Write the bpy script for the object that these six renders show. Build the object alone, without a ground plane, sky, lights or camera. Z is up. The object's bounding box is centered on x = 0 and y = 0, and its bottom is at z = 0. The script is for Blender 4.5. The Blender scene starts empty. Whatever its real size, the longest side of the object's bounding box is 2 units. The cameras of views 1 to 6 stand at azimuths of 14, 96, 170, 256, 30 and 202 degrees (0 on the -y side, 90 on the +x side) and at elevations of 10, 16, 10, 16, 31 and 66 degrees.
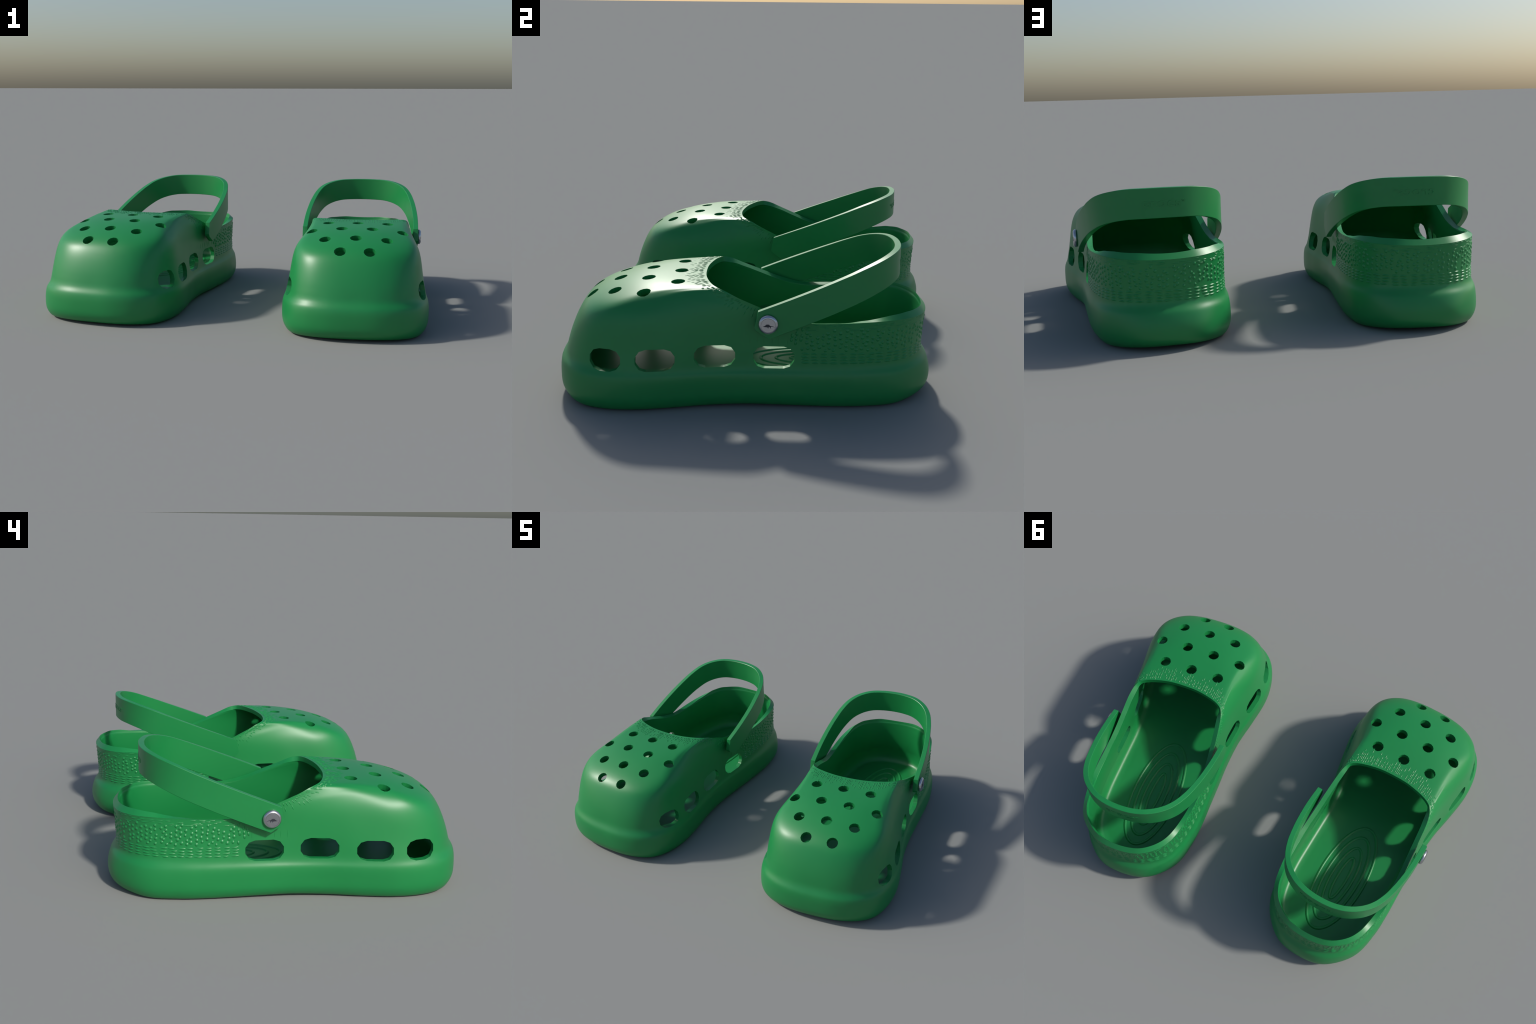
"""A pair of green moulded foam clogs with swivelling heel straps.

One clog is described in its own frame (x across, toe towards -y, sole on z = 0);
the second is its mirror image.  The shell is a loft through named rails that run
round the shoe from the middle of the toe to the middle of the heel.
"""
import bpy, bmesh, math, random
import numpy as np
from mathutils import Vector, Matrix

TOE_OUT = math.radians(5.4)      # each clog is turned outwards a little
CLOG_X = 0.591                   # distance of the clog's origin from the pair's middle
random.seed(11)
rng = np.random.default_rng(11)

# ------------------------------------------------------------------ materials
def new_material(name):
    m = bpy.data.materials.new(name)
    m.use_nodes = True
    nt = m.node_tree
    return m, nt, nt.nodes["Principled BSDF"]

def foam_material():
    m, nt, b = new_material("green_foam")
    co = nt.nodes.new("ShaderNodeTexCoord")
    big = nt.nodes.new("ShaderNodeTexNoise"); big.inputs["Scale"].default_value = 3.0
    big.inputs["Detail"].default_value = 3
    ramp = nt.nodes.new("ShaderNodeValToRGB")
    ramp.color_ramp.elements[0].position = 0.3
    ramp.color_ramp.elements[0].color = (0.0080, 0.207, 0.0505, 1)
    ramp.color_ramp.elements[1].position = 0.7
    ramp.color_ramp.elements[1].color = (0.0092, 0.222, 0.0550, 1)
    nt.links.new(co.outputs["Object"], big.inputs["Vector"])
    nt.links.new(big.outputs["Fac"], ramp.inputs["Fac"])
    nt.links.new(ramp.outputs["Color"], b.inputs["Base Color"])
    b.inputs["Roughness"].default_value = 0.40
    b.inputs["Specular IOR Level"].default_value = 0.5
    return m

def metal_material():
    m, nt, b = new_material("brushed_metal")
    co = nt.nodes.new("ShaderNodeTexCoord")
    n = nt.nodes.new("ShaderNodeTexNoise"); n.inputs["Scale"].default_value = 60
    r = nt.nodes.new("ShaderNodeValToRGB")
    r.color_ramp.elements[0].color = (0.46, 0.47, 0.50, 1)
    r.color_ramp.elements[1].color = (0.54, 0.55, 0.58, 1)
    nt.links.new(co.outputs["Object"], n.inputs["Vector"])
    nt.links.new(n.outputs["Fac"], r.inputs["Fac"])
    nt.links.new(r.outputs["Color"], b.inputs["Base Color"])
    b.inputs["Metallic"].default_value = 0.95
    b.inputs["Roughness"].default_value = 0.24
    return m

def plain_material(name, col, rough, metallic=0.0):
    m, nt, b = new_material(name)
    v = nt.nodes.new("ShaderNodeRGB"); v.outputs[0].default_value = (*col, 1)
    nt.links.new(v.outputs[0], b.inputs["Base Color"])
    b.inputs["Roughness"].default_value = rough
    b.inputs["Metallic"].default_value = metallic
    return m

FOAM = foam_material()
METAL = metal_material()
INK = plain_material("dark_enamel", (0.022, 0.024, 0.034), 0.45)

# ------------------------------------------------------------------ rails of the shell
# Each rail: 17 points (x, y, z) from mid toe to mid heel along one half.
RIM = np.array([(0, -.167, .500), (.070, -.164, .500), (.130, -.153, .500), (.180, -.138, .500),
    (.213, -.122, .4985), (.235, -.102, .495), (.249, -.070, .485), (.259, -.022, .463),
    (.267, .060, .429), (.274, .150, .393), (.281, .250, .368), (.283, .370, .367),
    (.275, .490, .371), (.249, .613, .374), (.198, .693, .371), (.113, .748, .367), (0, .765, .365)])
CREASE = np.array([(0, -.760, .196), (.122, -.752, .196), (.222, -.718, .195), (.294, -.655, .192),
    (.333, -.562, .188), (.347, -.450, .184), (.327, -.300, .182), (.300, -.150, .180),
    (.286, .000, .180), (.286, .130, .180), (.287, .260, .181), (.286, .380, .183),
    (.275, .490, .186), (.247, .603, .187), (.195, .685, .188), (.109, .739, .189), (0, .755, .190)])
BULGE = np.array([(0, -.788, .094), (.130, -.779, .094), (.238, -.743, .093), (.315, -.678, .092),
    (.354, -.577, .090), (.3625, -.450, .090), (.340, -.300, .090), (.312, -.150, .092),
    (.301, .000, .094), (.301, .130, .094), (.301, .260, .092), (.301, .380, .090),
    (.294, .490, .090), (.268, .615, .092), (.211, .704, .094), (.121, .774, .096), (0, .794, .097)])
# front-half stations only (0..7); behind them the wall simply runs from crease to rim
WALL = np.array([(0, -.740, .266), (.118, -.732, .266), (.214, -.702, .266), (.284, -.642, .266),
    (.321, -.552, .268), (.330, -.440, .270), (.313, -.295, .274), (.289, -.145, .272)])
SHOULDER = np.array([(0, -.703, .350), (.110, -.695, .353), (.200, -.668, .357), (.269, -.615, .362),
    (.305, -.535, .371), (.312, -.425, .379), (.293, -.285, .385), (.280, -.130, .371)])
TOP_EDGE = np.array([(0, -.656, .411), (.100, -.649, .411), (.184, -.625, .411), (.249, -.573, .417),
    (.282, -.501, .428), (.279, -.402, .438), (.266, -.255, .450), (.269, -.105, .428)])
TOP_FRONT = np.array([(0, -.560, .456), (.087, -.552, .455), (.160, -.528, .454), (.213, -.485, .457),
    (.240, -.428, .464), (.245, -.340, .471), (.250, -.212, .478), (.261, -.080, .448)])
TOP_BACK = np.array([(0, -.400, .4915), (.078, -.395, .4905), (.143, -.375, .489), (.191, -.335, .488),
    (.220, -.290, .4885), (.234, -.225, .489), (.247, -.143, .487), (.257, -.052, .458)])
FRACTION = {"wall": .40, "shoulder": .70, "top_edge": .82, "top_front": .90, "top_back": .95}

def half_rail(front, frac):
    back = CREASE[8:] * (1 - frac) + RIM[8:] * frac
    # the heel wall is slightly waisted
    waist = 4 * frac * (1 - frac) * 0.004
    back[:, 0] -= waist * np.clip(back[:, 0] / .27, 0, 1)
    back[6:, 1] -= waist
    return np.vstack([front, back])

def inset(rail, d, z, toe_lift=0.0):
    """Shrink a rail towards the inside of its own plan outline by d."""
    full = np.vstack([rail, rail[-2:0:-1] * [-1, 1, 1]])
    t = np.roll(full, -1, 0) - np.roll(full, 1, 0)
    n = np.stack([-t[:, 1], t[:, 0]], 1)
    n /= np.linalg.norm(n, axis=1)[:, None] + 1e-9
    out = full.copy()
    out[:, :2] += n * d
    out = out[:17]
    out[[0, 16], 0] = 0
    out[:, 2] = z
    return out

def ground_line(y):
    """Height of the underside: arch under the instep, slight toe and heel spring."""
    arch = 0.006 * math.exp(-((y - 0.02) / 0.20) ** 2)
    toe = 0.016 * max(0.0, (-y - 0.56) / 0.25) ** 2
    heel = 0.018 * max(0.0, (y - 0.58) / 0.2) ** 2
    return arch + toe + heel

def grounded(rail, lift):
    r = rail.copy()
    r[:, 2] = [ground_line(y) * (1.0 if lift < .03 else .45) + lift for y in r[:, 1]]
    return r

SOLE_LOW = grounded(inset(BULGE, .004, 0), .043)
SOLE_TURN = grounded(inset(BULGE, .025, 0), .0065)
SOLE_EDGE = grounded(inset(BULGE, .056, 0), .0)
SOLE_FLAT = grounded(inset(BULGE, .120, 0), .0)
UPPER_BULGE = BULGE * .50 + CREASE * .50 + np.array([0, 0, .008])
swell = np.interp(UPPER_BULGE[:, 1], [-.7, -.45], [1.0, .62])[:, None]     # the bumper is proudest at the toe
UPPER_BULGE[:, :2] += (inset(UPPER_BULGE, -.0085, 0) - UPPER_BULGE)[:, :2] * swell
UPPER_BULGE[:, 2] -= .005 * (1 - swell[:, 0])

OUTER_RAILS = [SOLE_FLAT, SOLE_EDGE, SOLE_TURN, SOLE_LOW, BULGE, UPPER_BULGE, CREASE,
               half_rail(WALL, FRACTION["wall"]), half_rail(SHOULDER, FRACTION["shoulder"]),
               half_rail(TOP_EDGE, FRACTION["top_edge"]), half_rail(TOP_FRONT, FRACTION["top_front"]),
               half_rail(TOP_BACK, FRACTION["top_back"]), RIM]
CREASE_LEVEL = 6
COLS, ROWS = 288, 7             # columns round the shoe, rows between two rails

def catmull(pts, n_per, closed):
    """Centripetal-free Catmull-Rom through the first axis of pts."""
    p = np.asarray(pts, float)
    k = len(p)
    if closed:
        get = lambda i: p[i % k]
        segs = k
    else:
        ext = np.concatenate([[2 * p[0] - p[1]], p, [2 * p[-1] - p[-2]]])
        get = lambda i: ext[i + 1]
        segs = k - 1
    out = []
    for i in range(segs):
        a, b, c, d = get(i - 1), get(i), get(i + 1), get(i + 2)
        for j in range(n_per):
            t = j / n_per
            out.append(.5 * (2 * b + (c - a) * t + (2 * a - 5 * b + 4 * c - d) * t * t
                             + (3 * b - a - 3 * c + d) * t ** 3))
    if not closed:
        out.append(p[-1])
    return np.array(out)

def full_loop(rail):
    """Both halves of a rail; the instep leans to the outer (+x) side, so the inner waist is tighter."""
    loop = np.vstack([rail, rail[-2:0:-1] * [-1, 1, 1]])
    lean = (.0015 + .0045 * np.clip((loop[:, 2] - .18) / .12, 0, 1)) * np.exp(-((loop[:, 1] + .21) / .20) ** 2)
    lean *= np.clip((.500 - loop[:, 2]) / .035, 0, 1) * np.clip(np.abs(loop[:, 0]) / .2, 0, 1)
    loop[:, 0] += lean
    return loop

rails = np.array([catmull(full_loop(r), COLS // 32, True) for r in OUTER_RAILS])   # level, col, 3
OUTER = catmull(rails, ROWS, False)                                                # row, col, 3
R_CREASE = CREASE_LEVEL * ROWS

def relax(grid, first, last, turns):
    """Even out the rows first..last of a grid, keeping the rest."""
    g = grid.copy()
    for _ in range(turns):
        m = .25 * (g[first - 1:last] + g[first + 1:last + 2] + np.roll(g, 1, 1)[first:last + 1] + np.roll(g, -1, 1)[first:last + 1])
        g[first:last + 1] = .5 * g[first:last + 1] + .5 * m
    return g

OUTER = relax(OUTER, R_CREASE + 4, len(OUTER) - 2, 12)

def grid_normals(g):
    du = np.roll(g, -1, 1) - np.roll(g, 1, 1)
    dv = np.gradient(g, axis=0)
    n = np.cross(du, dv)
    n /= np.linalg.norm(n, axis=2)[:, :, None] + 1e-12
    return n

NORM = grid_normals(OUTER)
if NORM[R_CREASE, COLS // 4, 0] < 0:
    NORM = -NORM

# ------------------------------------------------------------------ shell mesh
FLOOR_Z = 0.104
THICK = 0.023

def build_shell():
    rows, tags = [], []          # rows of COLS points, tag: 0 upper, 1 sole, 2 footbed (for faces below the row)
    under = OUTER[0].copy(); under[:, 0] = 0
    rows.append(under); tags.append(1)
    for r in range(len(OUTER)):
        rows.append(OUTER[r]); tags.append(1 if r <= R_CREASE else 0)
    # rim: a flat face, its inner edge a little higher round the heel
    rim_o, rim_n = OUTER[-1], NORM[-1]
    heel = np.clip((rim_o[:, 1] - .43) / .25, 0, 1)[:, None]
    tilt = heel * .022 - .010 * np.clip((rim_o[:, 1:2] + .10) / .08, 0, 1)
    inner_rim = rim_o - rim_n * THICK + np.array([0, 0, 1]) * tilt
    rows.append(inner_rim); tags.append(0)
    # inner wall: offset of the outer one, going down to the footbed
    inner = OUTER - NORM * THICK
    inner = relax(inner, R_CREASE + 1, len(OUTER) - 5, 60)
    last = None
    for r in range(len(OUTER) - 2, R_CREASE - 1, -1):
        w = inner[r].copy()
        blend = max(0.0, 1 - (len(OUTER) - 1 - r) / 10.0)
        w[:, 2] += tilt[:, 0] * blend
        rows.append(w); tags.append(0); last = w
    # fillet and flat footbed
    cx = last.copy(); cx[:, 0] = 0
    ctr = np.array([0, 0.0])
    def towards(p, d):
        t = np.roll(p, -1, 0) - np.roll(p, 1, 0)
        n = np.stack([-t[:, 1], t[:, 0]], 1); n /= np.linalg.norm(n, axis=1)[:, None]
        q = p.copy(); q[:, :2] += n * d
        return q
    base = last
    for d, z in ((.002, .150), (.006, .132), (.013, .117), (.023, .108), (.034, FLOOR_Z), (.060, FLOOR_Z)):
        q = towards(base, d); q[:, 2] = z
        q[0, 0] = 0; q[COLS // 2, 0] = 0
        rows.append(q); tags.append(2)
    mid = rows[-1].copy(); mid[:, 0] = 0
    rows.append(mid); tags.append(2)

    bm = bmesh.new()
    vr = [[bm.verts.new(p) for p in row] for row in rows]
    for r in range(len(rows) - 1):
        for c in range(COLS):
            d = (c + 1) % COLS
            vs = [vr[r][c], vr[r][d], vr[r + 1][d], vr[r + 1][c]]
            f = bm.faces.new(vs)
            f.material_index = tags[r + 1] if r + 1 < len(tags) else 2
    bmesh.ops.remove_doubles(bm, verts=bm.verts, dist=1e-5)
    bmesh.ops.dissolve_degenerate(bm, edges=bm.edges, dist=1e-6)
    # the two mid-line ladders (underside and footbed) have merged into single seams
    bmesh.ops.recalc_face_normals(bm, faces=bm.faces)
    me = bpy.data.meshes.new("shell")
    bm.to_mesh(me); bm.free()
    return me

# ------------------------------------------------------------------ openings
def prism(bm, outline, axis_from, axis_to, u, v):
    """Closed prism with polygonal outline (2D list) from axis_from to axis_to."""
    a = [bm.verts.new(Vector(axis_from) + u * p[0] + v * p[1]) for p in outline]
    b = [bm.verts.new(Vector(axis_to) + u * p[0] + v * p[1]) for p in outline]
    n = len(outline)
    for i in range(n):
        bm.faces.new([a[i], a[(i + 1) % n], b[(i + 1) % n], b[i]])
    bm.faces.new(a[::-1]); bm.faces.new(b)

def surface_at(x, y):
    """Point and normal of the upper's top surface above (x, y)."""
    g = OUTER[R_CREASE + 2 * ROWS:]
    nn = NORM[R_CREASE + 2 * ROWS:]
    d = (g[:, :, 0] - x) ** 2 + (g[:, :, 1] - y) ** 2 - 0.02 * (g[:, :, 2] - .4)
    i = np.unravel_index(np.argmin(d), d.shape)
    return g[i], nn[i]

VENT_ROWS = [(-.274, (-.151, 0, .151)), (-.405, (-.227, -.076, .076, .227)),
             (-.536, (-.151, 0, .151)), (-.648, (-.071, .071))]
# side slots: centre y, centre z, half length, half height
SLOTS = [(-.554, .217, .066, .0445), (-.353, .2175, .081, .0445), (-.116, .225, .085, .0455), (.123, .2195, .086, .0455)]

def build_cutters():
    bm = bmesh.new()
    for y, xs in VENT_ROWS:
        for x in xs:
            p, n = surface_at(x, y)
            n = Vector(n).normalized()
            u = n.cross(Vector((0, 1, 0))).normalized(); v = n.cross(u)
            # seen from above the vents are round, so tip the axis halfway to vertical
            k = 12
            circ = [(.0295 * math.cos(2 * math.pi * i / k + .2), .0295 * math.sin(2 * math.pi * i / k + .2)) for i in range(k)]
            c = Vector((x, y, p[2]))
            prism(bm, circ, c - n * .07, c + n * .05, u, v)
    for yc, zc, hl, hh in SLOTS:
        out = []
        r = hh
        k = 5
        for i in range(k + 1):
            a = -math.pi / 2 + math.pi * i / k
            out.append((hl - r + r * math.cos(a), r * math.sin(a)))
        for i in range(k + 1):
            a = math.pi / 2 + math.pi * i / k
            out.append((-(hl - r) + r * math.cos(a), r * math.sin(a)))
        for s in (-1, 1):
            prism(bm, out, (s * .16, yc, zc), (s * .5, yc, zc), Vector((0, 1, 0)), Vector((0, 0, 1)))
    bmesh.ops.recalc_face_normals(bm, faces=bm.faces)
    me = bpy.data.meshes.new("cutters"); bm.to_mesh(me); bm.free()
    return me

def shell_parts():
    me = build_shell()
    ob = bpy.data.objects.new("shell_source", me); bpy.context.collection.objects.link(ob)
    cut = bpy.data.objects.new("cutter_source", build_cutters()); bpy.context.collection.objects.link(cut)
    mod = ob.modifiers.new("openings", "BOOLEAN")
    mod.operation = 'DIFFERENCE'; mod.solver = 'EXACT'; mod.object = cut; mod.use_self = True
    bpy.context.view_layer.update()
    ev = ob.evaluated_get(bpy.context.evaluated_depsgraph_get())
    m = bpy.data.meshes.new_from_object(ev)
    bpy.data.objects.remove(ob); bpy.data.objects.remove(cut)
    bm = bmesh.new(); bm.from_mesh(m)
    bmesh.ops.dissolve_degenerate(bm, edges=bm.edges, dist=2e-4)
    bmesh.ops.triangulate(bm, faces=[f for f in bm.faces if len(f.verts) > 4])
    for f in bm.faces: f.smooth = True
    for e in bm.edges:
        e.smooth = not (len(e.link_faces) == 2 and e.calc_face_angle(0) > math.radians(38))
    bm.to_mesh(m); bm.free()
    co = np.empty(len(m.vertices) * 3); m.vertices.foreach_get("co", co); co = co.reshape(-1, 3)
    nrm = np.array([c.vector[:] for c in m.corner_normals])
    parts = {0: ([], []), 1: ([], []), 2: ([], [])}
    for p in m.polygons:
        k = min(p.material_index, 2)
        parts[k][0].append(list(p.vertices))
        parts[k][1].append([nrm[i] for i in p.loop_indices])
    return co, {"upper": parts[0], "sole": parts[1], "footbed": parts[2]}

# ------------------------------------------------------------------ strap
STRAP_PLAN = [(.3035, .085), (.3028, .15), (.2995, .22), (.292, .30), (.280, .378), (.263, .450), (.235, .517), (.193, .570),
              (.136, .609), (.070, .630), (0, .636)]
def strap_height(y):
    ys = [0, .09, .30, .43, .53, .60, .636]
    zs = [.331, .370, .4535, .506, .547, .570, .575]
    return float(np.interp(y, ys, zs))

def strap_path():
    half = np.array([(x, y, strap_height(y)) for x, y in STRAP_PLAN])
    full = np.vstack([half, half[-2::-1] * [-1, 1, 1]])
    return catmull(full, 8, False)

STRAP = strap_path()
STRAP_T = np.gradient(STRAP, axis=0); STRAP_T /= np.linalg.norm(STRAP_T, axis=1)[:, None]
STRAP_UP = np.array([0, 0, 1]) - STRAP_T * STRAP_T[:, 2:3]; STRAP_UP /= np.linalg.norm(STRAP_UP, axis=1)[:, None]
STRAP_OUT = np.cross(STRAP_UP, STRAP_T)
if STRAP_OUT[len(STRAP) // 2, 1] < 0: STRAP_OUT = -STRAP_OUT
STRAP_HALF, STRAP_THICK = 0.061, 0.026

def strap_mesh():
    bm = bmesh.new()
    b, h, t = .0016, STRAP_HALF, STRAP_THICK / 2
    sect = [(-h, -t + b), (-h + b, -t), (h - b, -t), (h, -t + b), (h, t - b), (h - b, t), (-h + b, t), (-h, t - b)]
    # pointed ends: before the first station the band narrows to a blunt chevron
    def ring(p, up, out, scale):
        return [bm.verts.new(Vector(p + up * (a * scale) + out * c)) for a, c in sect]
    rings = []
    n = len(STRAP)
    t0, t1 = STRAP_T[0], STRAP_T[-1]
    # the end slants: top corner at y .078, tip at y .041, low corner at y .097
    rings.append(ring(STRAP[0] - t0 * .040 + STRAP_UP[0] * .0, STRAP_UP[0], STRAP_OUT[0], .12))
    rings.append(ring(STRAP[0] - t0 * .004, STRAP_UP[0], STRAP_OUT[0], 1))
    for i in range(1, n - 1):
        rings.append(ring(STRAP[i], STRAP_UP[i], STRAP_OUT[i], 1))
    rings.append(ring(STRAP[-1] + t1 * .004, STRAP_UP[-1], STRAP_OUT[-1], 1))
    rings.append(ring(STRAP[-1] + t1 * .040, STRAP_UP[-1], STRAP_OUT[-1], .12))
    m = len(sect)
    for a, c in zip(rings, rings[1:]):
        for j in range(m):
            bm.faces.new([a[j], a[(j + 1) % m], c[(j + 1) % m], c[j]])
    bm.faces.new(rings[0]); bm.faces.new(rings[-1][::-1])
    bmesh.ops.recalc_face_normals(bm, faces=bm.faces)
    return finish(bm, "strap", 25)

def strap_surface(arc, height):
    """Outer face of the strap: arc measured from mid heel (towards -x positive), height from its centre line."""
    seg = np.linalg.norm(np.diff(STRAP, axis=0), axis=1)
    s = np.concatenate([[0], np.cumsum(seg)])
    target = s[len(STRAP) // 2] + arc
    P = np.array([np.interp(target, s, STRAP[:, k]) for k in range(3)])
    U = np.array([np.interp(target, s, STRAP_UP[:, k]) for k in range(3)])
    O = np.array([np.interp(target, s, STRAP_OUT[:, k]) for k in range(3)])
    return P + U * height + O * (STRAP_THICK / 2), O

def lettering_mesh():
    """Raised word on the back of the strap, wrapped onto its curve."""
    bm = bmesh.new()
    for body, size, x0, h0 in (("crocs", .049, -.078, -.0145), ("TM", .010, .080, .004)):
        cu = bpy.data.curves.new("lettering", 'FONT')
        cu.body = body; cu.size = size; cu.extrude = .0030; cu.space_character = 1.06
        cu.offset = 0.0006; cu.resolution_u = 4
        o = bpy.data.objects.new("lettering_source", cu); bpy.context.collection.objects.link(o)
        bpy.context.view_layer.update()
        me = bpy.data.meshes.new_from_object(o.evaluated_get(bpy.context.evaluated_depsgraph_get()))
        bpy.data.objects.remove(o)
        w = max(v.co.x for v in me.vertices)
        stretch = (.153 / w) if body == "crocs" else 1
        tmp = bmesh.new(); tmp.from_mesh(me)
        for v in tmp.verts:
            arc = x0 + v.co.x * stretch
            P, O = strap_surface(arc, h0 + v.co.y)
            v.co = Vector(P + O * (v.co.z - .0014))
        tmp.to_mesh(me); tmp.free()
        bm.from_mesh(me)
    bmesh.ops.remove_doubles(bm, verts=bm.verts, dist=1e-6)
    bmesh.ops.recalc_face_normals(bm, faces=bm.faces)
    return finish(bm, "lettering", 30)

# ------------------------------------------------------------------ rivet
RIVET = Vector((.3195, .100, .374))
def lathe_x(bm, profile, n=48):
    """Revolve (radius, x) pairs round the rivet's axis."""
    rings = []
    for r, x in profile:
        if r < 1e-6:
            rings.append([bm.verts.new(RIVET + Vector((x, 0, 0)))])
        else:
            rings.append([bm.verts.new(RIVET + Vector((x, r * math.cos(2 * math.pi * i / n), r * math.sin(2 * math.pi * i / n)))) for i in range(n)])
    for a, b in zip(rings, rings[1:]):
        for i in range(n):
            j = (i + 1) % n
            q = [a[i % len(a)], a[j % len(a)], b[j % len(b)], b[i % len(b)]]
            u = []
            for v in q:
                if v not in u: u.append(v)
            bm.faces.new(u)
    bmesh.ops.recalc_face_normals(bm, faces=bm.faces)

def rivet_mesh():
    bm = bmesh.new()
    prof = [(0, -.004), (.036, -.004), (.0395, -.001), (.0402, .003), (.0396, .0065), (.0375, .0100), (.0340, .0128), (.0308, .0140),
            (.0298, .0140), (.0293, .0124), (.0286, .0124), (.0281, .0138), (.015, .0140), (0, .0140)]
    lathe_x(bm, prof)
    return finish(bm, "rivet_head", 40)

def emblem_mesh():
    """Plain long-tailed reptile silhouette standing 1 mm proud of the rivet face; it faces the toe."""
    top = [(-.0210, -.0020), (-.0155, -.0010), (-.0120, .0018), (-.0085, .0038), (-.0078, .0068), (-.0058, .0044), (-.0042, .0072),
           (-.0024, .0046), (-.0005, .0072), (.0010, .0044), (.0034, .0066), (.0042, .0036), (.0075, .0014), (.0120, .0004),
           (.0170, -.0002), (.0212, -.0022), (.0245, -.0050)]
    low = [(.0190, -.0022), (.0150, -.0018), (.0100, -.0020), (.0098, -.0080), (.0075, -.0080), (.0060, -.0034), (.0010, -.0036),
           (.0008, -.0080), (-.0015, -.0080), (-.0024, -.0040), (-.0100, -.0036), (-.0160, -.0032)]
    bm = bmesh.new()
    out = [bm.verts.new(RIVET + Vector((.0134, y * 1.04, (z - .002) * 1.12))) for y, z in top + low]
    f = bm.faces.new(out)
    ext = bmesh.ops.extrude_face_region(bm, geom=[f])
    bmesh.ops.translate(bm, verts=[v for v in ext["geom"] if isinstance(v, bmesh.types.BMVert)], vec=(.0014, 0, 0))
    bmesh.ops.triangulate(bm, faces=[f for f in bm.faces if len(f.verts) > 4])
    bmesh.ops.recalc_face_normals(bm, faces=bm.faces)
    return finish(bm, "rivet_emblem", 30)

# ------------------------------------------------------------------ footbed ridges and grip pimples
RIDGES = [(.318, .313, .122), (.320, .255, .090), (.322, .190, .058), (.322, .127, .026)]   # centre y, half length, half width
def ridge_mesh(yc, a, b):
    bm = bmesh.new()
    n, w, h = 96, .0095, .0056
    sect = [(-w, -.002), (-w * .75, h * .25), (-w * .4, h * .75), (0, h), (w * .4, h * .75), (w * .75, h * .25), (w, -.002)]
    rings = []
    for i in range(n):
        t = 2 * math.pi * i / n
        p = Vector((b * math.cos(t), yc + a * math.sin(t), FLOOR_Z))
        nn = Vector((math.cos(t) / b, math.sin(t) / a, 0)).normalized()
        rings.append([bm.verts.new(p + nn * d + Vector((0, 0, z))) for d, z in sect])
    for i in range(n):
        p, q = rings[i], rings[(i + 1) % n]
        for j in range(len(sect)):
            k = (j + 1) % len(sect)
            bm.faces.new([p[j], q[j], q[k], p[k]])
    bmesh.ops.recalc_face_normals(bm, faces=bm.faces)
    return finish(bm, "footbed_ridge", 50)

class Pimples:
    """Collects small half-sunk ellipsoid domes."""
    def __init__(self): self.bm = bmesh.new()
    def add(self, p, n, along, length, width, height):
        n = Vector(n).normalized(); a = Vector(along); a = (a - n * a.dot(n)).normalized(); s = n.cross(a)
        p = Vector(p)
        k = 10
        prev = None
        for f, hgt in ((1.25, -.12), (.95, .16), (.66, .58), (.34, .90)):
            ring = [self.bm.verts.new(p + a * (length / 2 * f * math.cos(2 * math.pi * i / k))
                    + s * (width / 2 * f * math.sin(2 * math.pi * i / k)) + n * (height * hgt)) for i in range(k)]
            if prev:
                for i in range(k):
                    self.bm.faces.new([prev[i], prev[(i + 1) % k], ring[(i + 1) % k], ring[i]])
            prev = ring
        top = self.bm.verts.new(p + n * height)
        for i in range(k):
            self.bm.faces.new([prev[i], prev[(i + 1) % k], top])

def column_at_height(c, z):
    """Point, normal on the wall column c (float) at height z, above the crease."""
    c0 = int(math.floor(c)) % COLS; c1 = (c0 + 1) % COLS; f = c - math.floor(c)
    g = OUTER[R_CREASE - 3:, c0] * (1 - f) + OUTER[R_CREASE - 3:, c1] * f
    nn = NORM[R_CREASE - 3:, c0] * (1 - f) + NORM[R_CREASE - 3:, c1] * f
    k = np.interp(z, g[:, 2], np.arange(len(g)))
    i = min(int(k), len(g) - 2); t = k - i
    return g[i] * (1 - t) + g[i + 1] * t, nn[i] * (1 - t) + nn[i + 1] * t

def wall_arc():
    """Arc length along the mid wall by column, used to space pimples evenly."""
    line = OUTER[R_CREASE + 2 * ROWS]
    seg = np.linalg.norm(np.roll(line, -1, 0) - line, axis=1)
    return np.concatenate([[0], np.cumsum(seg)])

def in_slot(p, margin=.010):
    return any(abs(p[1] - y) < hl + margin and abs(p[2] - z) < hh + margin for y, z, hl, hh in SLOTS)

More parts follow.
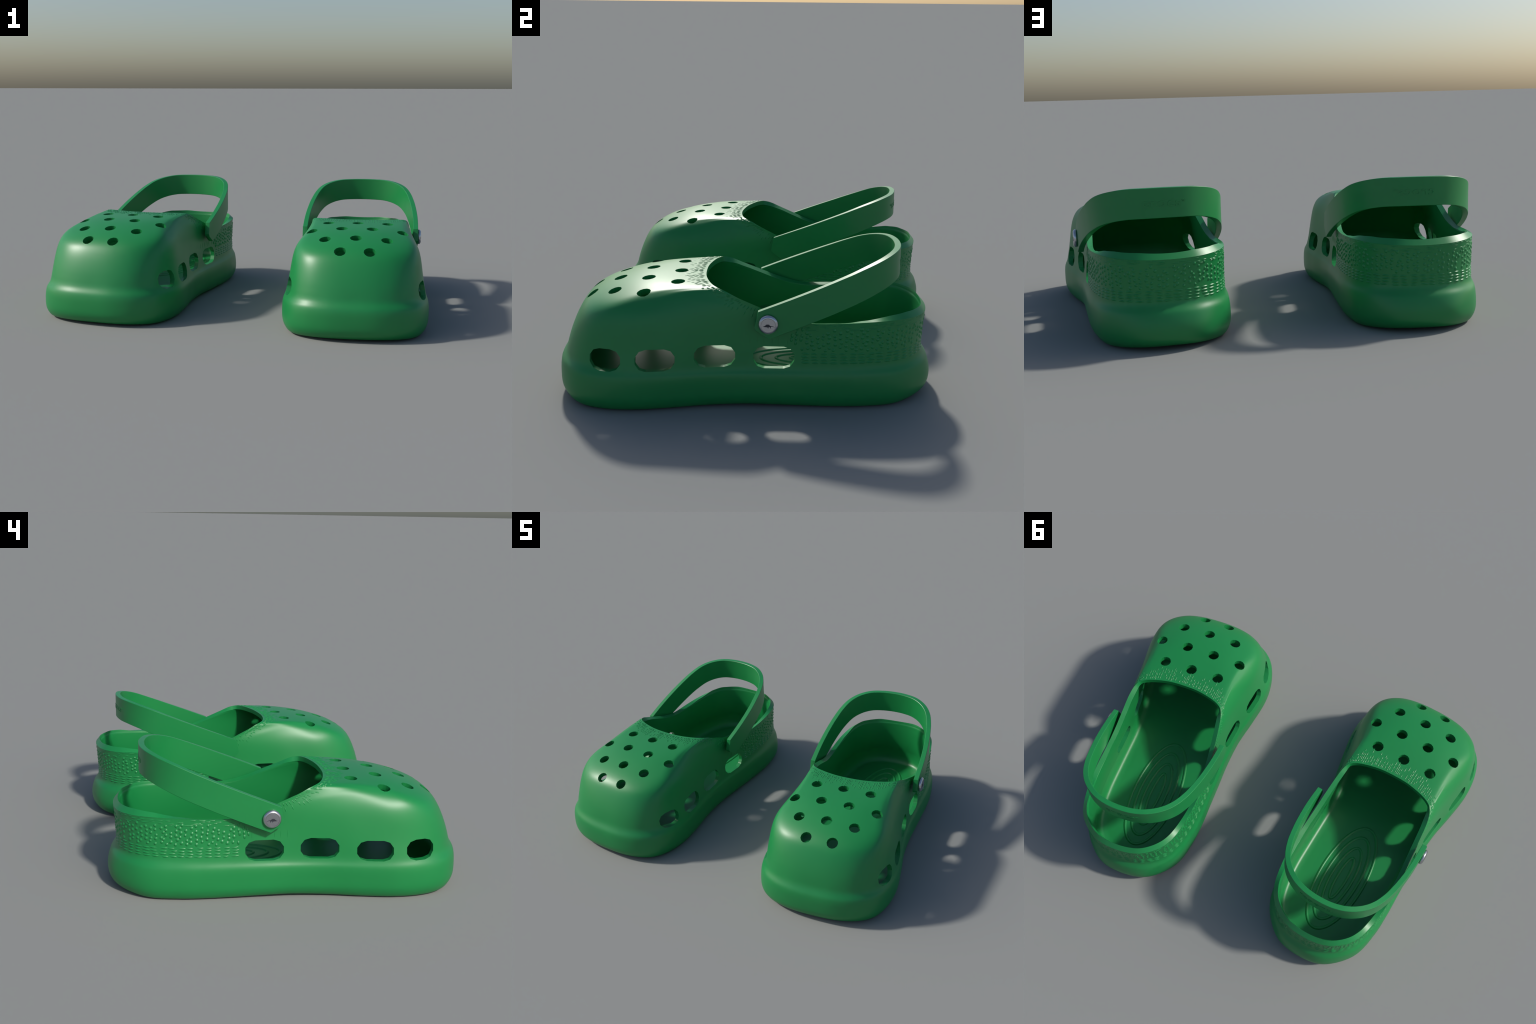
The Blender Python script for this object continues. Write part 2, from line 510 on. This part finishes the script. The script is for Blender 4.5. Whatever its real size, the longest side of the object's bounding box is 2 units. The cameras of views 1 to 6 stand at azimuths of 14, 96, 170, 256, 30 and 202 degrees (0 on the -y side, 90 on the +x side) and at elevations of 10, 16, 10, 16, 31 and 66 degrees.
def heel_pimples():
    P = Pimples()
    arc = wall_arc()
    # columns whose mid-wall point lies behind the last slot, on both sides
    line = OUTER[R_CREASE + 2 * ROWS]
    idx = [c for c in range(COLS) if line[c, 1] > .185]
    a0, a1 = arc[idx[0]], arc[idx[-1]]
    col = lambda a: float(np.interp(a, arc[:COLS], np.arange(COLS)))
    def rim_z(c): return OUTER[-1, int(c) % COLS, 2]
    def tangent(c):
        t = OUTER[R_CREASE + 2 * ROWS, (int(c) + 1) % COLS] - OUTER[R_CREASE + 2 * ROWS, int(c) % COLS]
        return t
    # round dots, five staggered rows with irregular gaps
    step = .0222
    k = 0
    a = a0
    while a < a1:
        for r in range(5):
            if rng.random() < .06: continue
            z = .259 + r * .0205 + ((k % 2) - .5) * .009 + rng.normal(0, .0022)
            if z > rim_z(col(a)) - .028: continue
            aa = a + rng.normal(0, .0034)
            if not a0 < aa < a1: continue
            c = col(aa)
            p, n = column_at_height(c, z)
            if in_slot(p): continue
            near_slot = min(aa - a0, a1 - aa) < .05
            w = .0140 * rng.uniform(.85, 1.15)
            if near_slot: P.add(p, n, (0, 0, 1), w * 1.3, w * .8, .0042)
            else: P.add(p, n, tangent(c), w, w, .0038)
        a += step * rng.uniform(.88, 1.12); k += 1
    # lower zone: stacks of short flat dashes
    a = a0 + .01
    while a < a1:
        for r in range(4):
            c = col(a + rng.normal(0, .0030)); z = .1995 + r * .0125 + rng.normal(0, .0006)
            p, n = column_at_height(c, z)
            if in_slot(p): continue
            P.add(p, n, tangent(c), .031 * rng.uniform(.8, 1.1), .0076, .0034)
        a += .040 * rng.uniform(.92, 1.08)
    # upper zone: long thin dashes under the rim
    a = a0
    while a < a1:
        for r in range(5):
            if rng.random() < .45: continue
            c = col(a + rng.uniform(-.015, .015)); z = rim_z(c) - .006 - r * .0062 + rng.normal(0, .0008)
            p, n = column_at_height(c, z)
            P.add(p, n, tangent(c), .030 * rng.uniform(.6, 1.2), .0038, .0017)
        a += .034
    # thin upright dashes beside the strap pivot
    for sgn in (1, -1):
        for j in range(6):
            y = .035 + j * .028
            d = np.abs(line[:, 1] - y) + (line[:, 0] * sgn < 0) * 9
            c = int(np.argmin(d)); p, n = column_at_height(c, .290)
            P.add(p, n, (0, 0, 1), .040, .0030, .0010)
    return finish(P.bm, "heel_grip_pimples", 60)

def vamp_pimples():
    """Short ridges that radiate from the front edge of the opening, thinning out towards the toe."""
    P = Pimples()
    n_r = len(OUTER)
    dense = 8
    for half in (1, -1):
        c = 0.0
        limit = COLS / 32 * 8.6
        while c < limit:
            ci = int(c) if half > 0 else (COLS - int(c)) % COLS
            column = OUTER[:, ci][::-1]; nn = NORM[:, ci][::-1]
            seg = np.concatenate([[0], np.cumsum(np.linalg.norm(np.diff(column, axis=0), axis=1))])
            station = c / (COLS / 32)
            reach = .092 if station < 4 else (.072 if station < 6 else .064)
            d = .015 + rng.uniform(0, .012)
            while d < reach:
                if rng.random() < (d / reach) ** 1.6 * (.92 if station < 6 else .6):
                    d += .016; continue
                f = np.interp(d, seg, np.arange(n_r)); i = int(f)
                p = column[i] * (1 - f + i) + column[i + 1] * (f - i)
                n = nn[i]
                along = column[i + 1] - column[i]
                near_vent = any((p[0] - x) ** 2 + (p[1] - y) ** 2 < .036 ** 2 for y, xs in VENT_ROWS for x in xs)
                if not near_vent:
                    L = rng.uniform(.014, .030) if station < 4 else rng.uniform(.014, .022)
                    if 4.2 < station < 6: L *= .6
                    P.add(p, n, along, L, .0050, .0020 * (1.15 - .5 * d / reach))
                d += rng.uniform(.019, .026)
            local = np.linalg.norm(OUTER[-6, (ci + 1) % COLS] - OUTER[-6, ci])
            c += (.0135 if station < 5 else .0100) * rng.uniform(.8, 1.2) / max(local, 1e-4)
    return finish(P.bm, "vamp_grip_pimples", 60)

# ------------------------------------------------------------------ mesh helpers and assembly
def finish(bm, name, angle):
    for f in bm.faces: f.smooth = True
    for e in bm.edges:
        e.smooth = not (len(e.link_faces) == 2 and e.calc_face_angle(0) > math.radians(angle))
    me = bpy.data.meshes.new(name)
    bm.to_mesh(me); bm.free()
    return me

def mirrored(me):
    m = me.copy()
    bm = bmesh.new(); bm.from_mesh(m)
    for v in bm.verts: v.co.x = -v.co.x
    bmesh.ops.reverse_faces(bm, faces=bm.faces)
    bm.to_mesh(m); bm.free()
    return m

def compact_mesh(name, co, faces, normals, side):
    used = sorted({i for f in faces for i in f})
    remap = {v: i for i, v in enumerate(used)}
    pts = co[used] * [side, 1, 1]
    fs, ns = [], []
    for f, n in zip(faces, normals):
        ff = [remap[i] for i in f]; nn = [(v[0] * side, v[1], v[2]) for v in n]
        if side < 0: ff.reverse(); nn.reverse()
        fs.append(ff); ns.extend(nn)
    me = bpy.data.meshes.new(name)
    me.from_pydata([tuple(p) for p in pts], [], fs)
    for p in me.polygons: p.use_smooth = True
    me.update()
    me.normals_split_custom_set(ns)
    return me

def assemble():
    co, parts = shell_parts()
    strap, letters = strap_mesh(), lettering_mesh()
    rivet, emblem = rivet_mesh(), emblem_mesh()
    ridges = [ridge_mesh(*r) for r in RIDGES]
    heel, vamp = heel_pimples(), vamp_pimples()
    for side in (1, -1):
        root = bpy.data.objects.new("clog", None)
        root.empty_display_size = .2
        root.location = (CLOG_X * side, 0, 0)
        root.rotation_euler = (0, 0, TOE_OUT * side)
        root["label"] = "green moulded foam clog with vent holes and heel strap"
        root["category"] = "clog shoe"
        bpy.context.collection.objects.link(root)
        def add(name, me, mat, parent, stuff=False, flip=True):
            if side < 0 and flip: me = mirrored(me)
            me.materials.clear(); me.materials.append(mat)
            o = bpy.data.objects.new(name, me)
            bpy.context.collection.objects.link(o)
            o.parent = parent
            if stuff: o["kind"] = "stuff"
            return o
        objs = {}
        for name, (fs, ns) in parts.items():
            objs[name] = add(name, compact_mesh(name, co, fs, ns, side), FOAM, root, flip=False)
        s = add("strap", strap, FOAM, root)
        add("lettering", letters, FOAM, s)
        rv = add("rivet", rivet, METAL, root)
        add("rivet_emblem", emblem, INK, rv)
        for r in ridges:
            add("footbed_ridge", r, FOAM, objs["footbed"])
        add("heel_grip_pimples", heel, FOAM, objs["upper"], True)
        add("vamp_grip_pimples", vamp, FOAM, objs["upper"], True)

assemble()
